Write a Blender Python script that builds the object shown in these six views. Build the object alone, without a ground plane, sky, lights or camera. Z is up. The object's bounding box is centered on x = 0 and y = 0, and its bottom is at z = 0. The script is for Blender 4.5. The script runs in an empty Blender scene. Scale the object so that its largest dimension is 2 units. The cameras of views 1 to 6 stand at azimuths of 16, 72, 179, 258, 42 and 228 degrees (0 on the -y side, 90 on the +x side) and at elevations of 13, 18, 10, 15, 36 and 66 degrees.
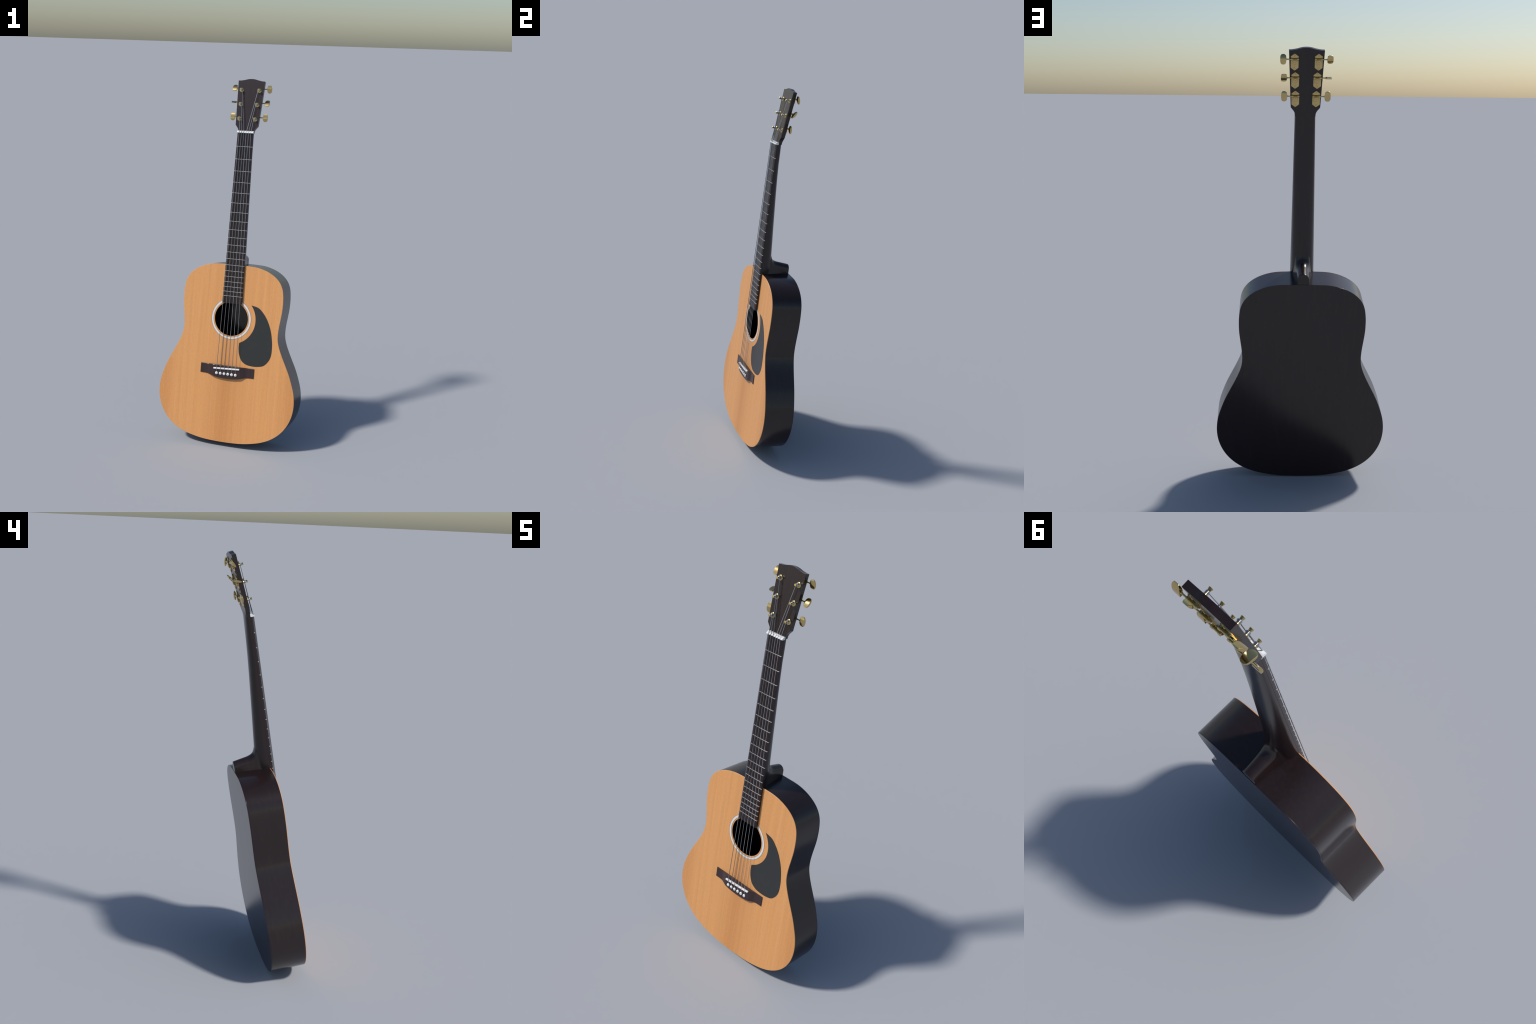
"""Steel-string acoustic guitar leaning back on the lower edge of its body.

Everything is modelled in the guitar's own frame, then the root empty leans it back:
    x = across the guitar, s = up along the neck, d = out through the front of the top.
Blender local coordinates are (x, -d, s).
"""
import bpy, bmesh, math, random
from mathutils import Vector, Matrix

random.seed(7)
LEAN = math.radians(10.13)

# ------------------------------------------------------------------ main sizes
TOP_D = 0.2077            # front surface of the soundboard
TOP_THICK = 0.0024
HOLE_S, HOLE_R = 0.6840, 0.0952
SCALE = 1.3015            # nut to saddle
NUT_S = 1.7016
FRETS = 20
HEAD_S, HEAD_D = 1.7086, 0.2122          # where the headstock face starts
HEAD_TILT = math.radians(7.21)
HEAD_THICK = 0.0206


BACK_D = 0.0395           # plane of the back, parallel to the top
BOARD_D = 0.2200          # playing surface of the fretboard, parallel to the top


def back_d(s):
    return BACK_D


def board_d(s):
    return BOARD_D


def board_w(s):           # half width of fretboard and neck
    return 0.0445 + (NUT_S - s) * 0.0124


def fret_s(k):
    return NUT_S - SCALE * (1 - 2 ** (-k / 12))


def P(x, s, d):
    return Vector((x, -d, s))


def H(x, a, n):           # headstock frame: a along the head, n out of its face
    c, q = math.cos(HEAD_TILT), math.sin(HEAD_TILT)
    return P(x, HEAD_S + a * c + n * q, HEAD_D - a * q + n * c)


HEAD_ROT = Matrix.Rotation(-HEAD_TILT, 4, 'X')   # local z along the head, -y out of its face

# ------------------------------------------------------------------ materials


def new_mat(name, rough=0.4, metal=0.0, coat=0.0, spec=0.5):
    m = bpy.data.materials.new(name)
    m.use_nodes = True
    nt = m.node_tree
    b = nt.nodes['Principled BSDF']
    b.inputs['Roughness'].default_value = rough
    b.inputs['Metallic'].default_value = metal
    b.inputs['Coat Weight'].default_value = coat
    b.inputs['Coat Roughness'].default_value = 0.08
    b.inputs['Specular IOR Level'].default_value = spec
    return m, nt, b


def stretched_noise(nt, scale_xyz, scale=1.0, detail=3.0, rough=0.55):
    tc = nt.nodes.new('ShaderNodeTexCoord')
    mp = nt.nodes.new('ShaderNodeMapping')
    mp.inputs['Scale'].default_value = scale_xyz
    n = nt.nodes.new('ShaderNodeTexNoise')
    n.inputs['Scale'].default_value = scale
    n.inputs['Detail'].default_value = detail
    n.inputs['Roughness'].default_value = rough
    nt.links.new(tc.outputs['Object'], mp.inputs['Vector'])
    nt.links.new(mp.outputs['Vector'], n.inputs['Vector'])
    return n.outputs['Fac']


def ramp(nt, fac, stops):
    r = nt.nodes.new('ShaderNodeValToRGB')
    el = r.color_ramp.elements
    while len(el) < len(stops):
        el.new(0.5)
    for e, (p, c) in zip(el, stops):
        e.position = p
        e.color = (*c, 1)
    nt.links.new(fac, r.inputs['Fac'])
    return r.outputs['Color']


def mix(nt, kind, fac, a, b):
    m = nt.nodes.new('ShaderNodeMix')
    m.data_type = 'RGBA'
    m.blend_type = kind
    if isinstance(fac, float):
        m.inputs[0].default_value = fac
    else:
        nt.links.new(fac, m.inputs[0])
    for sock, v in ((m.inputs[6], a), (m.inputs[7], b)):
        if isinstance(v, tuple):
            sock.default_value = (*v, 1)
        else:
            nt.links.new(v, sock)
    return m.outputs[2]


def bump(nt, bsdf, height, strength, dist=0.0004):
    b = nt.nodes.new('ShaderNodeBump')
    b.inputs['Strength'].default_value = strength
    b.inputs['Distance'].default_value = dist
    nt.links.new(height, b.inputs['Height'])
    nt.links.new(b.outputs['Normal'], bsdf.inputs['Normal'])


def cedar_material():
    m, nt, b = new_mat('cedar_top', rough=0.42, spec=0.35)
    fine = stretched_noise(nt, (330, 1, 2.2), 1.0, 2.0)        # growth rings
    broad = stretched_noise(nt, (46, 1, 0.9), 1.0, 3.0)        # wider bands
    fleck = stretched_noise(nt, (130, 1, 90), 1.0, 2.0)        # short silk flecks
    col = ramp(nt, fine, [(0.32, (0.600, 0.292, 0.112)), (0.68, (0.790, 0.372, 0.130))])
    col = mix(nt, 'MIX', 0.45, col,
              ramp(nt, broad, [(0.32, (0.620, 0.278, 0.090)), (0.68, (0.740, 0.365, 0.142))]))
    col = mix(nt, 'MIX', 0.30, col,
              ramp(nt, fleck, [(0.32, (0.61, 0.30, 0.125)), (0.68, (0.80, 0.36, 0.110))]))
    # soft shading painted into the cedar colour, darker along the centre and wide edges
    tc = nt.nodes.new('ShaderNodeTexCoord')
    sep = nt.nodes.new('ShaderNodeSeparateXYZ')
    nt.links.new(tc.outputs['Object'], sep.inputs[0])
    ab = nt.nodes.new('ShaderNodeMath'); ab.operation = 'ABSOLUTE'
    nt.links.new(sep.outputs['X'], ab.inputs[0])
    mr = nt.nodes.new('ShaderNodeMapRange')
    mr.inputs['From Max'].default_value = 0.40
    nt.links.new(ab.outputs[0], mr.inputs['Value'])
    painted_shade = ramp(nt, mr.outputs[0], [(0.0, (0.85, 0.79, 0.73)), (0.30, (1, 1, 1)),
                                    (0.72, (1, 1, 1)), (1.0, (0.87, 0.81, 0.76))])
    low = nt.nodes.new('ShaderNodeMapRange')          # only in the lower bout
    low.inputs['From Min'].default_value = 0.62
    low.inputs['From Max'].default_value = 0.40
    nt.links.new(sep.outputs['Z'], low.inputs['Value'])
    col = mix(nt, 'MULTIPLY', low.outputs[0], col, painted_shade)
    nt.links.new(col, b.inputs['Base Color'])
    bump(nt, b, fine, 0.10)
    return m


def lacquer_material():
    m, nt, b = new_mat('black_lacquer', rough=0.22, spec=0.5)
    n = stretched_noise(nt, (60, 60, 6), 1.0, 4.0)
    g = stretched_noise(nt, (900, 900, 500), 1.0, 2.0)
    col = ramp(nt, n, [(0.3, (0.0150, 0.0083, 0.0082)), (0.7, (0.0210, 0.0120, 0.0114))])
    col = mix(nt, 'MIX', 0.35, col, ramp(nt, g, [(0.35, (0.0125, 0.0075, 0.0075)), (0.65, (0.0245, 0.0140, 0.0128))]))
    nt.links.new(col, b.inputs['Base Color'])
    return m


def rosewood_material(name, k):
    m, nt, b = new_mat(name, rough=0.26, spec=0.45)
    n = stretched_noise(nt, (110, 110, 4), 1.0, 3.0)
    col = ramp(nt, n, [(0.28, (0.0148*k, 0.0078*k, 0.0084*k)), (0.72, (0.0210*k, 0.0112*k, 0.0116*k))])
    nt.links.new(col, b.inputs['Base Color'])
    bump(nt, b, n, 0.12)
    return m


def plain(name, color, rough, metal=0.0, spec=0.5, vary=0.06, coat=0.0):
    m, nt, b = new_mat(name, rough, metal, coat, spec)
    n = stretched_noise(nt, (40, 40, 40), 1.0, 3.0)
    lo = tuple(c * (1 - vary) for c in color)
    hi = tuple(min(1, c * (1 + vary)) for c in color)
    nt.links.new(ramp(nt, n, [(0.3, lo), (0.7, hi)]), b.inputs['Base Color'])
    return m


M_CEDAR = cedar_material()
M_BLACK = lacquer_material()
M_ROSE = rosewood_material('dark_rosewood', 1.15)
M_BRIDGE = rosewood_material('bridge_rosewood', 2.05)
M_GUARD = plain('pickguard_plastic', (0.024, 0.026, 0.026), 0.30)
M_IVORY = plain('white_bone', (0.76, 0.76, 0.76), 0.35)
M_RING = plain('white_inlay', (0.70, 0.70, 0.69), 0.45, vary=0.02)
M_LINE = plain('dark_inlay', (0.10, 0.065, 0.045), 0.45)
M_GOLD = plain('gold_plate', (0.61, 0.46, 0.20), 0.13, 1.0)
M_NICKEL = plain('nickel_wire', (0.80, 0.77, 0.71), 0.34, 0.9)
M_STEEL = plain('plain_steel', (0.55, 0.57, 0.60), 0.32, 1.0)
M_BRONZE = plain('wound_steel', (0.30, 0.31, 0.32), 0.36, 1.0)
M_WRAP = plain('string_coil', (0.48, 0.52, 0.58), 0.25, 1.0)
M_DOT = plain('brass_dot', (0.33, 0.24, 0.09), 0.35, 0.6)

# ------------------------------------------------------------------ object helpers
ROOT = bpy.data.objects.new('acoustic_guitar', None)
bpy.context.scene.collection.objects.link(ROOT)
ROOT.empty_display_size = 0.1
ROOT.rotation_euler = (-LEAN, 0, 0)
ROOT['label'] = 'black-backed acoustic guitar with orange cedar top and gold tuners'
ROOT['category'] = 'acoustic guitar'


def add(name, mesh, mats, parent, smooth=35.0):
    for m in (mats if isinstance(mats, (list, tuple)) else [mats]):
        if m.name not in [k.name for k in mesh.materials if k]:
            mesh.materials.append(m)
    ob = bpy.data.objects.new(name, mesh)
    bpy.context.scene.collection.objects.link(ob)
    ob.parent = parent
    if smooth:
        mesh.shade_smooth()
        mesh.set_sharp_from_angle(angle=math.radians(smooth))
    return ob


def to_mesh(bm, name):
    bmesh.ops.recalc_face_normals(bm, faces=bm.faces)
    me = bpy.data.meshes.new(name)
    bm.to_mesh(me)
    bm.free()
    return me


def bevel(ob, width, seg=2, angle=40):
    md = ob.modifiers.new('round_edges', 'BEVEL')
    md.width = width
    md.segments = seg
    md.limit_method = 'ANGLE'
    md.angle_limit = math.radians(angle)
    md.harden_normals = True
    return ob


def spline(pts, n, closed=False):
    """Catmull-Rom through the control points (centripetal), about n points out."""
    m = len(pts)
    out = []
    spans = m if closed else m - 1
    per = max(1, round(n / spans))
    for i in range(spans):
        def g(k):
            if closed:
                return Vector(pts[k % m])
            if k < 0:
                return 2 * Vector(pts[0]) - Vector(pts[1])
            if k >= m:
                return 2 * Vector(pts[-1]) - Vector(pts[-2])
            return Vector(pts[k])
        p0, p1, p2, p3 = g(i - 1), g(i), g(i + 1), g(i + 2)
        t0 = 0
        t1 = t0 + max(1e-9, (p1 - p0).length) ** 0.5
        t2 = t1 + max(1e-9, (p2 - p1).length) ** 0.5
        t3 = t2 + max(1e-9, (p3 - p2).length) ** 0.5
        for j in range(per):
            t = t1 + (t2 - t1) * j / per
            a1 = (t1 - t) / (t1 - t0) * p0 + (t - t0) / (t1 - t0) * p1
            a2 = (t2 - t) / (t2 - t1) * p1 + (t - t1) / (t2 - t1) * p2
            a3 = (t3 - t) / (t3 - t2) * p2 + (t - t2) / (t3 - t2) * p3
            b1 = (t2 - t) / (t2 - t0) * a1 + (t - t0) / (t2 - t0) * a2
            b2 = (t3 - t) / (t3 - t1) * a2 + (t - t1) / (t3 - t1) * a3
            out.append((t2 - t) / (t2 - t1) * b1 + (t - t1) / (t2 - t1) * b2)
    if not closed:
        out.append(Vector(pts[-1]))
    return out


def interp(x, table):
    """piecewise-linear lookup in a short table of (x, y)"""
    table = sorted(table)
    if x <= table[0][0]:
        return table[0][1]
    for (a, u), (b, v) in zip(table, table[1:]):
        if x <= b:
            return u + (v - u) * (x - a) / (b - a)
    return table[-1][1]


def loft(sections, name, caps=True):
    """closed cross-sections (lists of Vectors, same length) joined by quads"""
    bm = bmesh.new()
    rows = [[bm.verts.new(v) for v in sec] for sec in sections]
    n = len(rows[0])
    for a, b in zip(rows, rows[1:]):
        for i in range(n):
            j = (i + 1) % n
            bm.faces.new((a[i], a[j], b[j], b[i]))
    if caps:
        bm.faces.new(rows[0])
        bm.faces.new(rows[-1])
    return to_mesh(bm, name)


def slab(outline, f0, f1, name):
    """outline of (x, y) pairs; f0, f1 map a pair to its back and front points"""
    return loft([[f0(*p) for p in outline], [f1(*p) for p in outline]], name)


def lathe(profile, name, seg=32, axis='Y'):
    """profile of (r, h); h runs along local -Y (out of the guitar's front)"""
    bm = bmesh.new()
    rows = []
    for r, h in profile:
        if r < 1e-6:
            rows.append([bm.verts.new((0, -h, 0))])
        else:
            rows.append([bm.verts.new((r * math.cos(2 * math.pi * k / seg), -h,
                                       r * math.sin(2 * math.pi * k / seg))) for k in range(seg)])
    for a, b in zip(rows, rows[1:]):
        for k in range(seg):
            j = (k + 1) % seg
            if len(a) == 1 and len(b) == 1:
                continue
            if len(a) == 1:
                bm.faces.new((a[0], b[j], b[k]))
            elif len(b) == 1:
                bm.faces.new((a[k], a[j], b[0]))
            else:
                bm.faces.new((a[k], a[j], b[j], b[k]))
    for row in (rows[0], rows[-1]):
        if len(row) > 1:
            bm.faces.new(row)
    return to_mesh(bm, name)


def tube(path, radius, name, seg=10):
    secs = []
    n = len(path)
    up = Vector((1, 0, 0))
    for i, p in enumerate(path):
        t = (path[min(n - 1, i + 1)] - path[max(0, i - 1)]).normalized()
        u = (up - up.dot(t) * t).normalized()
        v = t.cross(u)
        secs.append([p + radius * (math.cos(2 * math.pi * k / seg) * u + math.sin(2 * math.pi * k / seg) * v)
                     for k in range(seg)])
    return loft(secs, name)


def repeat(name, mesh, parent, loc, rot=None, scale=None):
    ob = bpy.data.objects.new(name, mesh)
    bpy.context.scene.collection.objects.link(ob)
    ob.parent = parent
    mw = Matrix.Translation(loc) @ (rot if rot else Matrix.Identity(4))
    ob.matrix_local = mw
    if scale:
        ob.scale = scale
    return ob


def finish(mesh, mats, smooth=35.0):
    for m in (mats if isinstance(mats, (list, tuple)) else [mats]):
        mesh.materials.append(m)
    mesh.shade_smooth()
    mesh.set_sharp_from_angle(angle=math.radians(smooth))
    return mesh


def join_meshes(meshes, name):
    bm = bmesh.new()
    for me in meshes:
        bm.from_mesh(me)
    me = bpy.data.meshes.new(name)
    bm.to_mesh(me)
    bm.free()
    return me


# ------------------------------------------------------------------ body
HALF = [(0.0, 0.9828), (0.060, 0.9820), (0.125, 0.9786), (0.175, 0.9660), (0.2137, 0.9480), (0.2440, 0.9254),
        (0.2638, 0.9012), (0.2773, 0.8713), (0.2843, 0.8280), (0.2856, 0.7900), (0.2843, 0.7526),
        (0.2797, 0.7125), (0.2735, 0.6640), (0.2711, 0.6273), (0.2729, 0.5925), (0.2815, 0.5595),
        (0.2998, 0.5155), (0.3252, 0.4638), (0.3505, 0.4115), (0.3698, 0.3607), (0.3822, 0.3215),
        (0.3893, 0.2826), (0.3910, 0.2395), (0.3848, 0.1930), (0.3705, 0.1510), (0.3485, 0.1122),
        (0.3150, 0.0745), (0.2695, 0.0420), (0.2165, 0.0191), (0.1630, 0.0054), (0.1100, -0.0030),
        (0.0536, -0.0067)]
full = HALF + [(0.0, -0.0078)] + [(-x, s) for x, s in reversed(HALF[1:])]
OUTLINE = [(v[0], v[1]) for v in spline(full, 252, closed=True)]


def inset(outline, w):
    out = []
    n = len(outline)
    for i in range(n):
        a, b = Vector(outline[i - 1]), Vector(outline[(i + 1) % n])
        t = (b - a).normalized()
        out.append((outline[i][0] + t.y * w, outline[i][1] - t.x * w))
    return out


def ring_fill(outer, inner, d, bm):
    """flat face between two loops, as triangles; returns both vertex loops"""
    vo = [bm.verts.new(P(x, s, d)) for x, s in outer]
    vi = [bm.verts.new(P(x, s, d)) for x, s in inner]
    edges = []
    for lp in (vo, vi):
        for i in range(len(lp)):
            edges.append(bm.edges.new((lp[i], lp[(i + 1) % len(lp)])))
    bmesh.ops.triangle_fill(bm, use_beauty=True, use_dissolve=False, edges=edges)
    return vo, vi


def circle(cx, cs, r, n):
    return [(cx + r * math.cos(2 * math.pi * k / n), cs + r * math.sin(2 * math.pi * k / n)) for k in range(n)]


# soundboard: outline with a round sound hole, slightly eased edge
bm = bmesh.new()
# shrink direction check: inset() with the clockwise outline moves inwards
ease = 0.0010
hole = circle(0, HOLE_S, HOLE_R, 96)
f_o, f_i = ring_fill(inset(OUTLINE, -ease) if Vector(inset(OUTLINE, 0.01)[0]).y > OUTLINE[0][1] else inset(OUTLINE, ease),
                     circle(0, HOLE_S, HOLE_R + 0.0008, 96), TOP_D, bm)
b_o, b_i = ring_fill(OUTLINE, hole, TOP_D - TOP_THICK, bm)
m_o = [bm.verts.new(P(x, s, TOP_D - 0.0010)) for x, s in OUTLINE]
m_i = [bm.verts.new(P(x, s, TOP_D - 0.0008)) for x, s in hole]
for a, b in ((f_o, m_o), (m_o, b_o), (f_i, m_i), (m_i, b_i)):
    for i in range(len(a)):
        j = (i + 1) % len(a)
        bm.faces.new((a[i], a[j], b[j], b[i]))
soundboard = add('soundboard', to_mesh(bm, 'soundboard'), M_CEDAR, ROOT, 30)

# side: a bent strip following the outline, from the soundboard to the back
wall = inset(OUTLINE, 0.006)
if Vector(wall[0]).y > OUTLINE[0][1]:
    wall = inset(OUTLINE, -0.006)
front = TOP_D - TOP_THICK
bm = bmesh.new()
loops = [[bm.verts.new(P(x, s, front)) for x, s in OUTLINE],
         [bm.verts.new(P(x, s, back_d(s) + 0.004)) for x, s in OUTLINE],
         [bm.verts.new(P(x, s, back_d(s) + 0.004)) for x, s in wall],
         [bm.verts.new(P(x, s, front)) for x, s in wall]]
for a, b in zip(loops, loops[1:] + loops[:1]):
    for i in range(len(a)):
        j = (i + 1) % len(a)
        bm.faces.new((a[i], a[j], b[j], b[i]))
side = add('side', to_mesh(bm, 'side'), M_BLACK, ROOT, 30)

# back plate
me = slab(OUTLINE, lambda x, s: P(x, s, back_d(s)), lambda x, s: P(x, s, back_d(s) + 0.004), 'back')
back = bevel(add('back', me, M_BLACK, ROOT, 30), 0.0010, 2)


# rosette: white ring with a thin dark line on either side, let into the top
def annulus(r0, r1, lift, name, seg=96):
    bm = bmesh.new()
    prof = [(r0, TOP_D - 0.001), (r0, TOP_D + lift * 0.6), (r0 + 0.0002, TOP_D + lift),
            (r1 - 0.0002, TOP_D + lift), (r1, TOP_D + lift * 0.6), (r1, TOP_D - 0.001)]
    rows = [[bm.verts.new(P(x, s, d)) for x, s in circle(0, HOLE_S, r, seg)] for r, d in prof]
    for a, b in zip(rows, rows[1:] + rows[:1]):
        for i in range(seg):
            j = (i + 1) % seg
            bm.faces.new((a[i], a[j], b[j], b[i]))
    return to_mesh(bm, name)


rosette = add('rosette', annulus(0.1022, 0.1126, 0.0004, 'rosette'), M_RING, ROOT, 15)
add('rosette_line', annulus(0.1126, 0.1140, 0.0003, 'rosette_line'), M_LINE, rosette, 40)
add('rosette_line', annulus(0.1008, 0.1022, 0.0003, 'rosette_line'), M_LINE, rosette, 40)

# pickguard: an arc round the sound hole, then a teardrop
arc = [(0.1392 * math.sin(math.radians(a)), HOLE_S + 0.1392 * math.cos(math.radians(a)))
       for a in [51.6 + (156.4 - 51.6) * k / 24 for k in range(25)]]
drop = spline([arc[-1], (0.0548, 0.5380), (0.0557, 0.5193), (0.0614, 0.4900), (0.0775, 0.4585), (0.1037, 0.4415),
               (0.1344, 0.4362), (0.1726, 0.4377), (0.2046, 0.4475), (0.2294, 0.4750), (0.2406, 0.5028),
               (0.2437, 0.5480), (0.2398, 0.5923), (0.2287, 0.6436), (0.2073, 0.6950), (0.1804, 0.7338),
               (0.1509, 0.7595), arc[0]], 110)
guard = arc[:-1] + [(v[0], v[1]) for v in drop[:-1]]
me = slab(guard, lambda x, s: P(x, s, TOP_D - 0.0005), lambda x, s: P(x, s, TOP_D + 0.0012), 'pickguard')
bevel(add('pickguard', me, M_GUARD, ROOT, 30), 0.0005, 2)

# ------------------------------------------------------------------ bridge
BELLY = [(0.0, 0.3508), (0.030, 0.3516), (0.055, 0.3543), (0.080, 0.3594), (0.098, 0.3642), (0.112, 0.3670),
         (0.128, 0.3685), (0.1537, 0.3690)]
BRIDGE_H = 0.0143


def bridge_h(x):          # thick in the middle, thin wings
    t = min(1, max(0, (abs(x) - 0.072) / 0.045))
    t = t * t * (3 - 2 * t)
    return BRIDGE_H * (1 - t) + 0.0042 * t


belly = spline([(-x, s) for x, s in reversed(BELLY[1:])] + BELLY, 84)
secs = []
for v in belly:
    x, s0 = v[0], v[1]
    s1, h, c = 0.4225, bridge_h(v[0]), 0.0016
    base = TOP_D - 0.001
    secs.append([P(x, s0, base), P(x, s0, TOP_D + h - c), P(x, s0 + c * 0.35, TOP_D + h - c * 0.35), P(x, s0 + c, TOP_D + h),
                 P(x, s1 - c, TOP_D + h), P(x, s1 - c * 0.35, TOP_D + h - c * 0.35), P(x, s1, TOP_D + h - c), P(x, s1, base)])
bridge = add('bridge', loft(secs, 'bridge'), M_BRIDGE, ROOT, 25)

# saddle: slightly slanted bone bar with a rounded top
prof = [(-0.0044, 0.212), (-0.0044, 0.2274), (-0.0033, 0.2295), (0.0, 0.2303), (0.0033, 0.2295), (0.0044, 0.2274), (0.0044, 0.212)]
secs = []
for k in range(13):
    u = k / 12
    x = -0.0747 + 0.1487 * u
    sc = 0.4033 + 0.0078 * u
    e = 0.93 if k in (0, 12) else 1.0
    secs.append([P(x, sc + a * e, 0.212 + (d - 0.212) * (0.97 if e < 1 else 1)) for a, d in prof])
bevel(add('saddle', loft(secs, 'saddle'), M_IVORY, bridge, 40), 0.0006, 2)

pin_mesh = finish(lathe([(0.0, -0.010), (0.0042, -0.010), (0.0056, 0.0), (0.0074, 0.0010), (0.0081, 0.0028), (0.0079, 0.0050),
                         (0.0069, 0.0067), (0.0047, 0.0079), (0.0020, 0.0083), (0.0, 0.0084)], 'bridge_pin', 28), M_IVORY, 60)
dot_mesh = finish(lathe([(0.0, -0.001), (0.0020, -0.001), (0.0020, 0.0003), (0.0014, 0.0006), (0.0, 0.0007)], 'pin_dot', 14), M_DOT, 60)
# pin and dot become one mesh with two materials
bm = bmesh.new()
bm.from_mesh(pin_mesh)
off = len(bm.faces)
tmp = dot_mesh.copy()
tmp.transform(Matrix.Translation((0, -0.0081, 0)))
bm.from_mesh(tmp)
bm.faces.ensure_lookup_table()
for f in bm.faces[off:]:
    f.material_index = 1
bm.to_mesh(pin_mesh)
bm.free()
finish(pin_mesh, [M_DOT], 60)
PIN_X = [-0.0550 + 0.02185 * k for k in range(6)]
for x in PIN_X:
    repeat('bridge_pin', pin_mesh, bridge, P(x, 0.3780, TOP_D + BRIDGE_H - 0.0002),
           Matrix.Rotation(random.uniform(-0.06, 0.06), 4, 'X') @ Matrix.Rotation(random.uniform(0, 6), 4, 'Y'))

# ------------------------------------------------------------------ neck and heel (one smooth piece)
NECK_BACK = [(0.94, 0.1430), (0.98, 0.1456), (1.1099, 0.1541), (1.25, 0.1637), (1.4323, 0.1755), (1.5269, 0.1807),
             (1.5963, 0.1833), (1.6649, 0.1861), (1.7103, 0.1880), (1.7300, 0.1886), (1.7530, 0.1862)]
HEEL_W = [(0.0410, 0.0263), (0.0700, 0.0282), (0.1000, 0.0322), (0.1244, 0.0366), (0.1426, 0.0402), (0.1657, 0.0450),
          (0.1890, 0.0498), (0.2077, 0.0530)]       # half width of the heel's foot against the body


def board_bottom(s):
    """underside of the fretboard: rests on the top over the body, thinner at the nut"""
    return interp(s, [(0.76, TOP_D - 0.0006), (0.978, TOP_D - 0.0006), (NUT_S, BOARD_D - 0.0100)])


secs = []
for k in range(61):
    s = 0.958 + (1.752 - 0.958) * k / 60
    w = board_w(min(s, NUT_S))
    if s <= NUT_S:
        top = board_bottom(s)
    else:                                   # runs into the headstock plate
        top = HEAD_D - 0.004 - (s - HEAD_S) * math.tan(HEAD_TILT)
    lip = top                               # a tongue above the lip is hidden inside the fretboard
    w -= 0.0004
    deep = lip - interp(s, NECK_BACK)
    w *= 1 - 0.25 * max(0, (s - 1.719) / 0.033) ** 2
    sec = []
    for j in range(25):
        a = math.pi * j / 24
        c, q = math.cos(a), math.sin(a)
        e = 2 / interp(s, [(1.60, 2.25), (1.7086, 3.4)])      # squarer where it meets the headstock
        d = lip - deep * abs(q) ** e
        x = w * abs(c) ** e
        sec.append(P(math.copysign(x, 12 - j), s, d))
    if s <= NUT_S:
        sec = [P(w, s, lip + 0.004)] + sec + [P(-w, s, lip + 0.004)]
    else:
        sec = [P(w, s, lip + 0.0005)] + sec + [P(-w, s, lip + 0.0005)]
    secs.append(sec)
neck_raw = loft(secs, 'neck_raw')

TIP = [(0.0412, 1.0313), (0.0600, 1.0348), (0.0865, 1.0397), (0.1155, 1.0453), (0.1330, 1.0525), (0.1420, 1.0600),
       (0.1465, 1.0670), (0.1500, 1.0760), (0.1540, 1.0860), (0.1640, 1.0900), (0.1850, 1.0800), (0.2060, 1.0500)]
tip_curve = spline([(d, s) for d, s in TIP], 55)
secs = []
for v in tip_curve:
    d, tip = v[0], v[1]
    foot = interp(d, HEEL_W)
    hw = interp(d, [(0.0410, 0.0262), (0.0900, 0.0272), (0.1155, 0.0288), (0.1420, 0.0325), (0.1520, 0.0330), (0.1700, 0.0290), (0.2060, 0.0300)])
    base, sh = 0.962, tip - hw * 1.05       # the flanks sweep in from the foot, the crest is round
    flank_s = [base + (sh - base) * k / 12 for k in range(12)]
    flank_x = [hw + (foot - hw) * ((sh - q) / (sh - 0.975)) ** 1.15 if q > 0.975 else foot for q in flank_s]
    sec = [P(-x, q, d) for x, q in zip(flank_x, flank_s)]
    for j in range(25):
        a = math.pi * j / 24
        sec.append(P(-hw * math.cos(a), sh + hw * 1.05 * math.sin(a), d))
    sec += [P(x, q, d) for x, q in reversed(list(zip(flank_x, flank_s)))]
    secs.append(sec)
heel_raw = loft(secs, 'heel_raw')
raw = join_meshes([neck_raw, heel_raw], 'neck_raw')
tmp = bpy.data.objects.new('neck_tmp', raw)
bpy.context.scene.collection.objects.link(tmp)
md = tmp.modifiers.new('fuse', 'REMESH')
md.mode = 'VOXEL'
md.voxel_size = 0.0019
md = tmp.modifiers.new('soften', 'SMOOTH')
md.factor = 0.5
md.iterations = 10
dg = bpy.context.evaluated_depsgraph_get()
neck_mesh = bpy.data.meshes.new_from_object(tmp.evaluated_get(dg))
neck_mesh.name = 'neck'
bpy.data.objects.remove(tmp)
# the web between neck and heel is a long soft curve: relax that region further
tmp = bpy.data.objects.new('neck_tmp', neck_mesh)
bpy.context.scene.collection.objects.link(tmp)
web = tmp.vertex_groups.new(name='web')
for v in neck_mesh.vertices:
    s, d = v.co.z, -v.co.y
    far = max(abs(s - 1.06) / 0.085, abs(d - 0.152) / 0.050)
    wgt = min(1, max(0, (1.0 - far) / 0.5))
    if wgt > 0:
        web.add([v.index], wgt, 'REPLACE')
md = tmp.modifiers.new('relax', 'SMOOTH')
md.factor = 0.5
md.iterations = 30
md.vertex_group = 'web'
dg = bpy.context.evaluated_depsgraph_get()
dg.update()
relaxed = bpy.data.meshes.new_from_object(tmp.evaluated_get(dg))
relaxed.name = 'neck'
bpy.data.objects.remove(tmp)
neck = add('neck', relaxed, M_BLACK, ROOT, 60)

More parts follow.
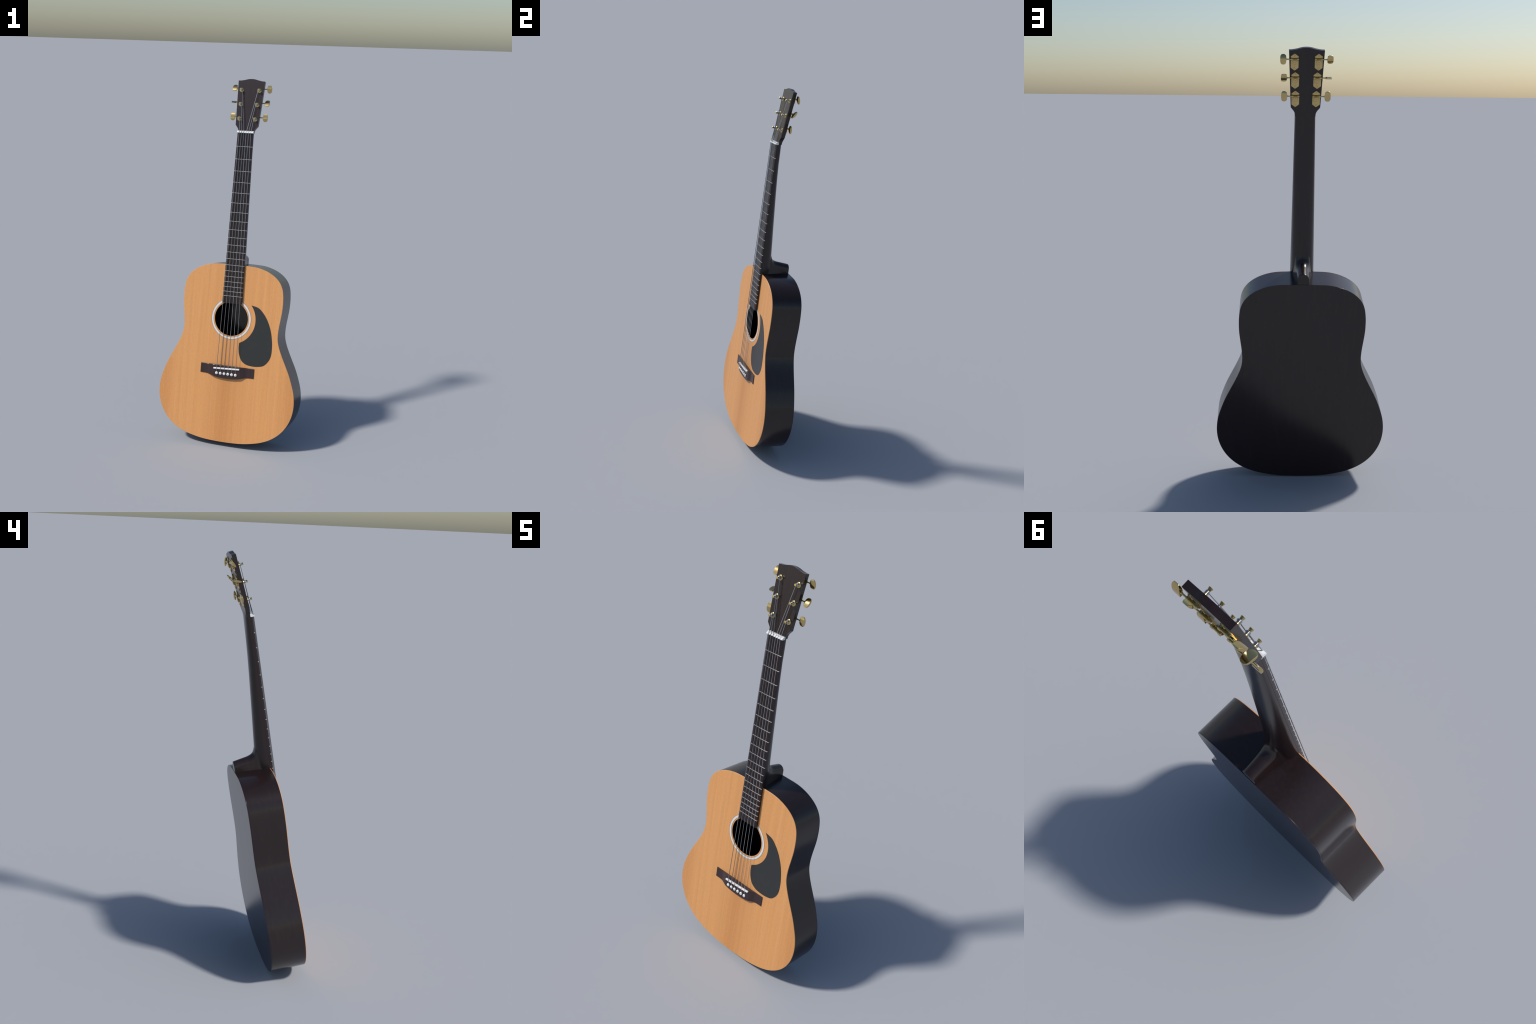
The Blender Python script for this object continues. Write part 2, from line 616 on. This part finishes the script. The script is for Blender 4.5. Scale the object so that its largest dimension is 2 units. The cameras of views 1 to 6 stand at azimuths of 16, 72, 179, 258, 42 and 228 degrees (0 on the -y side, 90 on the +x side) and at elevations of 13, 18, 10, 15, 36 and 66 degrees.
# ------------------------------------------------------------------ fretboard, frets, nut
secs = []
END_S = 0.7700
for k in range(41):
    s = END_S + (NUT_S - END_S) * k / 40
    w, t, b = board_w(s), board_d(s), board_bottom(s)
    c = 0.0010
    sec = [P(-w, s, b), P(-w, s, t - c), P(-w + c * 0.4, s, t - c * 0.3)]
    for j in range(9):
        u = -1 + 2 * j / 8
        sec.append(P((w - c * 1.2) * u, s, t + 0.0010 * (1 - u * u)))
    sec += [P(w - c * 0.4, s, t - c * 0.3), P(w, s, t - c), P(w, s, b)]
    secs.append(sec)
fretboard = add('fretboard', loft(secs, 'fretboard'), M_ROSE, ROOT, 30)

secs = []
for k in range(17):                        # crowned fret wire, unit half width, ends rolled down
    u = -1 + 2 * k / 16
    dy = 0.0010 * (1 - u * u)
    secs.append([Vector((u, -(dy + h), z)) for z, h in
                 [(-0.0014, -0.0040), (-0.0014, 0.0007), (-0.0007, 0.0019), (0.0007, 0.0019), (0.0014, 0.0007), (0.0014, -0.0040)]])
fret_mesh = finish(loft(secs, 'fret'), M_NICKEL, 45)
for k in range(1, FRETS + 1):
    s = fret_s(k)
    repeat('fret', fret_mesh, fretboard, P(0, s, board_d(s)), scale=(board_w(s) + 0.0004, 1, 1))

NUT = [(1.7016, 0.2100), (1.7016, 0.2262), (1.7026, 0.2284), (1.7046, 0.2290), (1.7068, 0.2281), (1.7146, 0.2182), (1.7146, 0.2090)]
NUT_X = [-0.0330 + 0.0131 * k for k in range(6)]
GAUGE = [0.00155, 0.00140, 0.00125, 0.00105, 0.00090, 0.00080]
SLOT_D = 0.2252                            # bottom of the string slots
stations = [(-0.0455, 0), (-0.0443, 0)]
for x, r in zip(NUT_X, GAUGE):
    stations += [(x - r - 0.0004, 0), (x - r - 0.0002, 1), (x + r + 0.0002, 1), (x + r + 0.0004, 0)]
stations += [(0.0443, 0), (0.0455, 0)]
secs = [[P(x, s, min(d, SLOT_D) if cut else d) for s, d in NUT] for x, cut in stations]
nut = add('nut', loft(secs, 'nut'), M_IVORY, ROOT, 25)

# ------------------------------------------------------------------ headstock
flank = [(0.0440, -0.004), (0.0444, 0.005), (0.0462, 0.0125), (0.0495, 0.0195), (0.0552, 0.0270), (0.0632, 0.0370)]
crown = [(0.0750, 0.2828), (0.0665, 0.2828), (0.0575, 0.2838), (0.0390, 0.2872), (0.0270, 0.2905), (0.0140, 0.2932), (0.0, 0.2941)]
half = [(v[0], v[1]) for v in spline(flank, 30)] + [(v[0], v[1]) for v in spline(crown, 36)]
head_out = half + [(-x, a) for x, a in reversed(half[:-1])]
me = slab(head_out, lambda x, a: H(x, a, -HEAD_THICK), lambda x, a: H(x, a, 0.0), 'headstock')
hn = (H(0, 0, 1) - H(0, 0, 0)).normalized()
for poly in me.polygons:                     # rosewood veneer on the face
    poly.material_index = 1 if poly.normal.dot(hn) > 0.9 else 0
head = bevel(add('headstock', me, [M_BLACK, M_ROSE], ROOT, 35), 0.0008, 2)

POSTS = [(0.0504, 0.2306), (0.0467, 0.1519), (0.0445, 0.0717)]
BUTTON_X = [0.0985, 0.0947, 0.0925]
TURN = {(-1, 0): 25, (-1, 1): 68, (-1, 2): -3, (1, 0): -20, (1, 1): 28, (1, 2): -10}

bushing = finish(lathe([(0.0, -0.001), (0.0128, -0.001), (0.0128, 0.0010), (0.0120, 0.0020), (0.0085, 0.0030), (0.0072, 0.0036),
                        (0.0, 0.0036)], 'post_bushing', 36), M_GOLD, 40)
post = finish(lathe([(0.0, 0.0), (0.0068, 0.0), (0.0066, 0.0030), (0.0052, 0.0060), (0.0042, 0.0085), (0.0040, 0.0140),
                     (0.0042, 0.0155), (0.0060, 0.0222), (0.0060, 0.0230), (0.0052, 0.0236), (0.0, 0.0238)], 'string_post', 28), M_GOLD, 30)


def coil_mesh(r, wire, turns):
    prof = [(0.0, 0.0075)]
    for k in range(turns):
        h0 = 0.0078 + k * wire * 2
        prof += [(r - wire, h0), (r - wire * 0.3, h0 + wire * 0.3), (r, h0 + wire), (r - wire * 0.3, h0 + wire * 1.7)]
    prof += [(r - wire, prof[-1][1] + wire * 0.3), (0.0, prof[-1][1] + wire * 0.3)]
    return finish(lathe(prof, 'string_coil', 24), M_WRAP, 60)


coil_bass = coil_mesh(0.0065, 0.0011, 3)
coil_treble = coil_mesh(0.0056, 0.0008, 4)

# machine plate: pointed plate, gear with teeth, screws, worm and bearings (z along the head, +y out of the back)
plate_half = [(0.0, 0.0388), (0.0022, 0.0380), (0.0158, 0.0280), (0.0163, 0.0268), (0.0163, -0.0195), (0.0158, -0.0208),
              (0.0022, -0.0308), (0.0, -0.0316)]
plate_out = plate_half + [(-x, z) for x, z in reversed(plate_half[1:-1])]
plate_mesh = slab(plate_out, lambda x, z: Vector((x, -0.0004, z)), lambda x, z: Vector((x, 0.0024, z)), 'tuner_plate')
bmp = bmesh.new()
bmp.from_mesh(plate_mesh)
sharp = [e for e in bmp.edges if e.calc_face_angle(0) > 1.0 and all(v.co.y > 0.002 for v in e.verts)]
bmesh.ops.bevel(bmp, geom=sharp, offset=0.0008, segments=2, affect='EDGES')
bmp.to_mesh(plate_mesh)
bmp.free()
for z in (0.0318, -0.0222):                # screw heads with a dished rim
    sc = lathe([(0.0, -0.0020), (0.0033, -0.0020), (0.0033, -0.0030), (0.0026, -0.0036), (0.0019, -0.0033), (0.0, -0.0031)], 'screw', 18)
    sc.transform(Matrix.Translation((0, 0, z)))
    plate_mesh = join_meshes([plate_mesh, sc], 'tuner_plate')
finish(plate_mesh, M_GOLD, 18)

gear = []
teeth = 24
for r_scale, h in ((0.72, 0.0020), (1.0, 0.0024), (1.0, 0.0062), (0.86, 0.0068)):
    sec = []
    for k in range(teeth * 4):
        r = 0.0122 if (k % 4) in (0, 1) else 0.0108
        a = 2 * math.pi * k / (teeth * 4)
        sec.append(Vector((r * r_scale * math.cos(a), h, r * r_scale * math.sin(a))))
    gear.append(sec)
gear_a = loft(gear, 'gear_a')
gear_b = lathe([(0.0, -0.0060), (0.0064, -0.0060), (0.0064, -0.0078), (0.0058, -0.0084), (0.0, -0.0086)], 'gear_b', 28)
gear_mesh = finish(join_meshes([gear_a, gear_b], 'tuner_gear'), M_GOLD, 35)

# worm shaft, built along +x, centred on the plate; the shaft runs out to the button
WORM_Y = 0.0074
WORM_Z = 0.0168


def rod(profile, name, seg=18):            # profile of (x, r) along +x
    secs = []
    for x, r in profile:
        secs.append([Vector((x, WORM_Y + r * math.cos(2 * math.pi * k / seg), WORM_Z + r * math.sin(2 * math.pi * k / seg)))
                     for k in range(seg)])
    return loft(secs, name)


worm = [(-0.0172, 0.0044), (-0.0168, 0.0054), (-0.0094, 0.0054), (-0.0090, 0.0044), (-0.0089, 0.0028)]
for k in range(6):
    x0 = -0.0080 + k * 0.0026
    worm += [(x0, 0.0027), (x0 + 0.0008, 0.0041), (x0 + 0.0014, 0.0041), (x0 + 0.0022, 0.0027)]
worm += [(0.0089, 0.0028), (0.0090, 0.0044), (0.0094, 0.0054), (0.0168, 0.0054), (0.0172, 0.0044), (0.0173, 0.0026), (0.0370, 0.0026)]
worm_rod = rod(worm, 'worm')
feet = []
for x in (-0.0128, 0.0128):                # bearing blocks under the worm
    bmf = bmesh.new()
    bmesh.ops.create_cube(bmf, size=1.0)
    bmesh.ops.scale(bmf, vec=(0.0076, 0.0064, 0.0098), verts=bmf.verts)
    bmesh.ops.translate(bmf, vec=(x, 0.0040, WORM_Z), verts=bmf.verts)
    feet.append(to_mesh(bmf, 'foot'))
worm_mesh = finish(join_meshes([worm_rod] + feet, 'worm_shaft'), M_GOLD, 35)

# button: rounded oblong, its two faces curved along the long way only
secs = []
for k in range(41):
    q = -math.cos(math.pi * k / 40)                      # -1..1, dense at the ends
    z = 0.0217 * q
    wx = 0.0127 * max(0.30, (1 - abs(q) ** 3.4) ** (1 / 2.6)) if abs(q) < 1 else 0.0127 * 0.30
    h = 0.0007 + 0.0045 * (1 - q * q) ** 0.9
    e = min(0.0006, h * 0.4)
    secs.append([Vector((-wx, -h + e, z)), Vector((-wx + e, -h, z)), Vector((wx - e, -h, z)), Vector((wx, -h + e, z)),
                 Vector((wx, h - e, z)), Vector((wx - e, h, z)), Vector((-wx + e, h, z)), Vector((-wx, h - e, z))])
button_mesh = loft(secs, 'button_lens')
ferrule = loft([[Vector((x, r * math.cos(2 * math.pi * k / 16), r * math.sin(2 * math.pi * k / 16))) for k in range(16)]
                for x, r in ((-0.0165, 0.0028), (-0.0160, 0.0034), (-0.0118, 0.0040), (-0.0080, 0.0030))], 'ferrule')
button_mesh = finish(join_meshes([button_mesh, ferrule], 'tuning_button'), M_GOLD, 28)

for sgn in (-1, 1):
    flip = Matrix.Rotation(math.pi, 4, 'Y') if sgn < 0 else Matrix.Identity(4)
    for i, (px, pa) in enumerate(POSTS):
        x = sgn * px
        repeat('post_bushing', bushing, head, H(x, pa, 0.0), HEAD_ROT)
        repeat('string_post', post, head, H(x, pa, 0.0), HEAD_ROT @ Matrix.Rotation(random.uniform(0, 6), 4, 'Y'))
        repeat('string_coil', coil_bass if sgn < 0 else coil_treble, head, H(x, pa, 0.0), HEAD_ROT)
        repeat('tuner_plate', plate_mesh, head, H(x, pa, -HEAD_THICK), HEAD_ROT)
        repeat('tuner_gear', gear_mesh, head, H(x, pa, -HEAD_THICK),
               HEAD_ROT @ Matrix.Rotation(random.uniform(0, 0.26), 4, 'Y'))
        mirror = Matrix.Diagonal((sgn, 1, 1, 1))
        w = repeat('worm_shaft', worm_mesh, head, H(x, pa, -HEAD_THICK), HEAD_ROT)
        if sgn < 0:                         # turn end for end, keeping it above the gear
            w.matrix_local = Matrix.Translation(H(x, pa, -HEAD_THICK)) @ HEAD_ROT @ Matrix.Translation((0, WORM_Y, WORM_Z)) \
                @ Matrix.Rotation(math.pi, 4, 'Y') @ Matrix.Rotation(0, 4, 'X') @ Matrix.Translation((0, -WORM_Y, -WORM_Z))
        bx = sgn * BUTTON_X[i]
        rot = HEAD_ROT @ Matrix.Rotation(math.radians(-TURN[(sgn, i)]), 4, 'X')
        if sgn < 0:
            rot = HEAD_ROT @ Matrix.Rotation(math.radians(-TURN[(sgn, i)]), 4, 'X') @ Matrix.Rotation(math.pi, 4, 'Y')
        repeat('tuning_button', button_mesh, head, H(bx, pa + WORM_Z, -HEAD_THICK - WORM_Y), rot)

# ------------------------------------------------------------------ strings
ORDER = [(-1, 2), (-1, 1), (-1, 0), (1, 0), (1, 1), (1, 2)]    # which post each string winds on
for k in range(6):
    r = GAUGE[k]
    px, nx = PIN_X[k], NUT_X[k]
    sad_s = 0.4033 + 0.0078 * (px + 0.0747) / 0.1487
    sgn, i = ORDER[k]
    wrap = 0.0062 if sgn < 0 else 0.0052
    hx, ha = sgn * POSTS[i][0], POSTS[i][1]
    bridge_end = P(px, 0.3850, TOP_D + BRIDGE_H + 0.0005)
    over_saddle = P(px, sad_s, 0.2299 + r * 0.4)
    over_nut = P(nx, 1.7040, SLOT_D + 0.0004 + r * 0.8)
    post_pt = H(hx - sgn * wrap, ha, 0.0110)
    down = P(px, 0.3835, TOP_D + 0.006)
    path = [down, bridge_end, over_saddle.lerp(bridge_end, 0.08), over_saddle]
    path += [over_saddle.lerp(over_nut, f) for f in (0.01, 0.25, 0.5, 0.75, 0.995)]
    path += [over_nut, over_nut.lerp(post_pt, 0.02), over_nut.lerp(post_pt, 0.5), post_pt,
             H(hx - sgn * wrap * 0.9, ha + 0.002, 0.0112)]
    add('string', tube(path, r, 'string'), M_BRONZE if k < 3 else M_STEEL, ROOT, 60)

# ------------------------------------------------------------------ stand the guitar on the ground
bpy.context.view_layer.update()
low = min((side.matrix_world @ v.co).z for v in back.data.vertices)
ROOT.location.z -= low
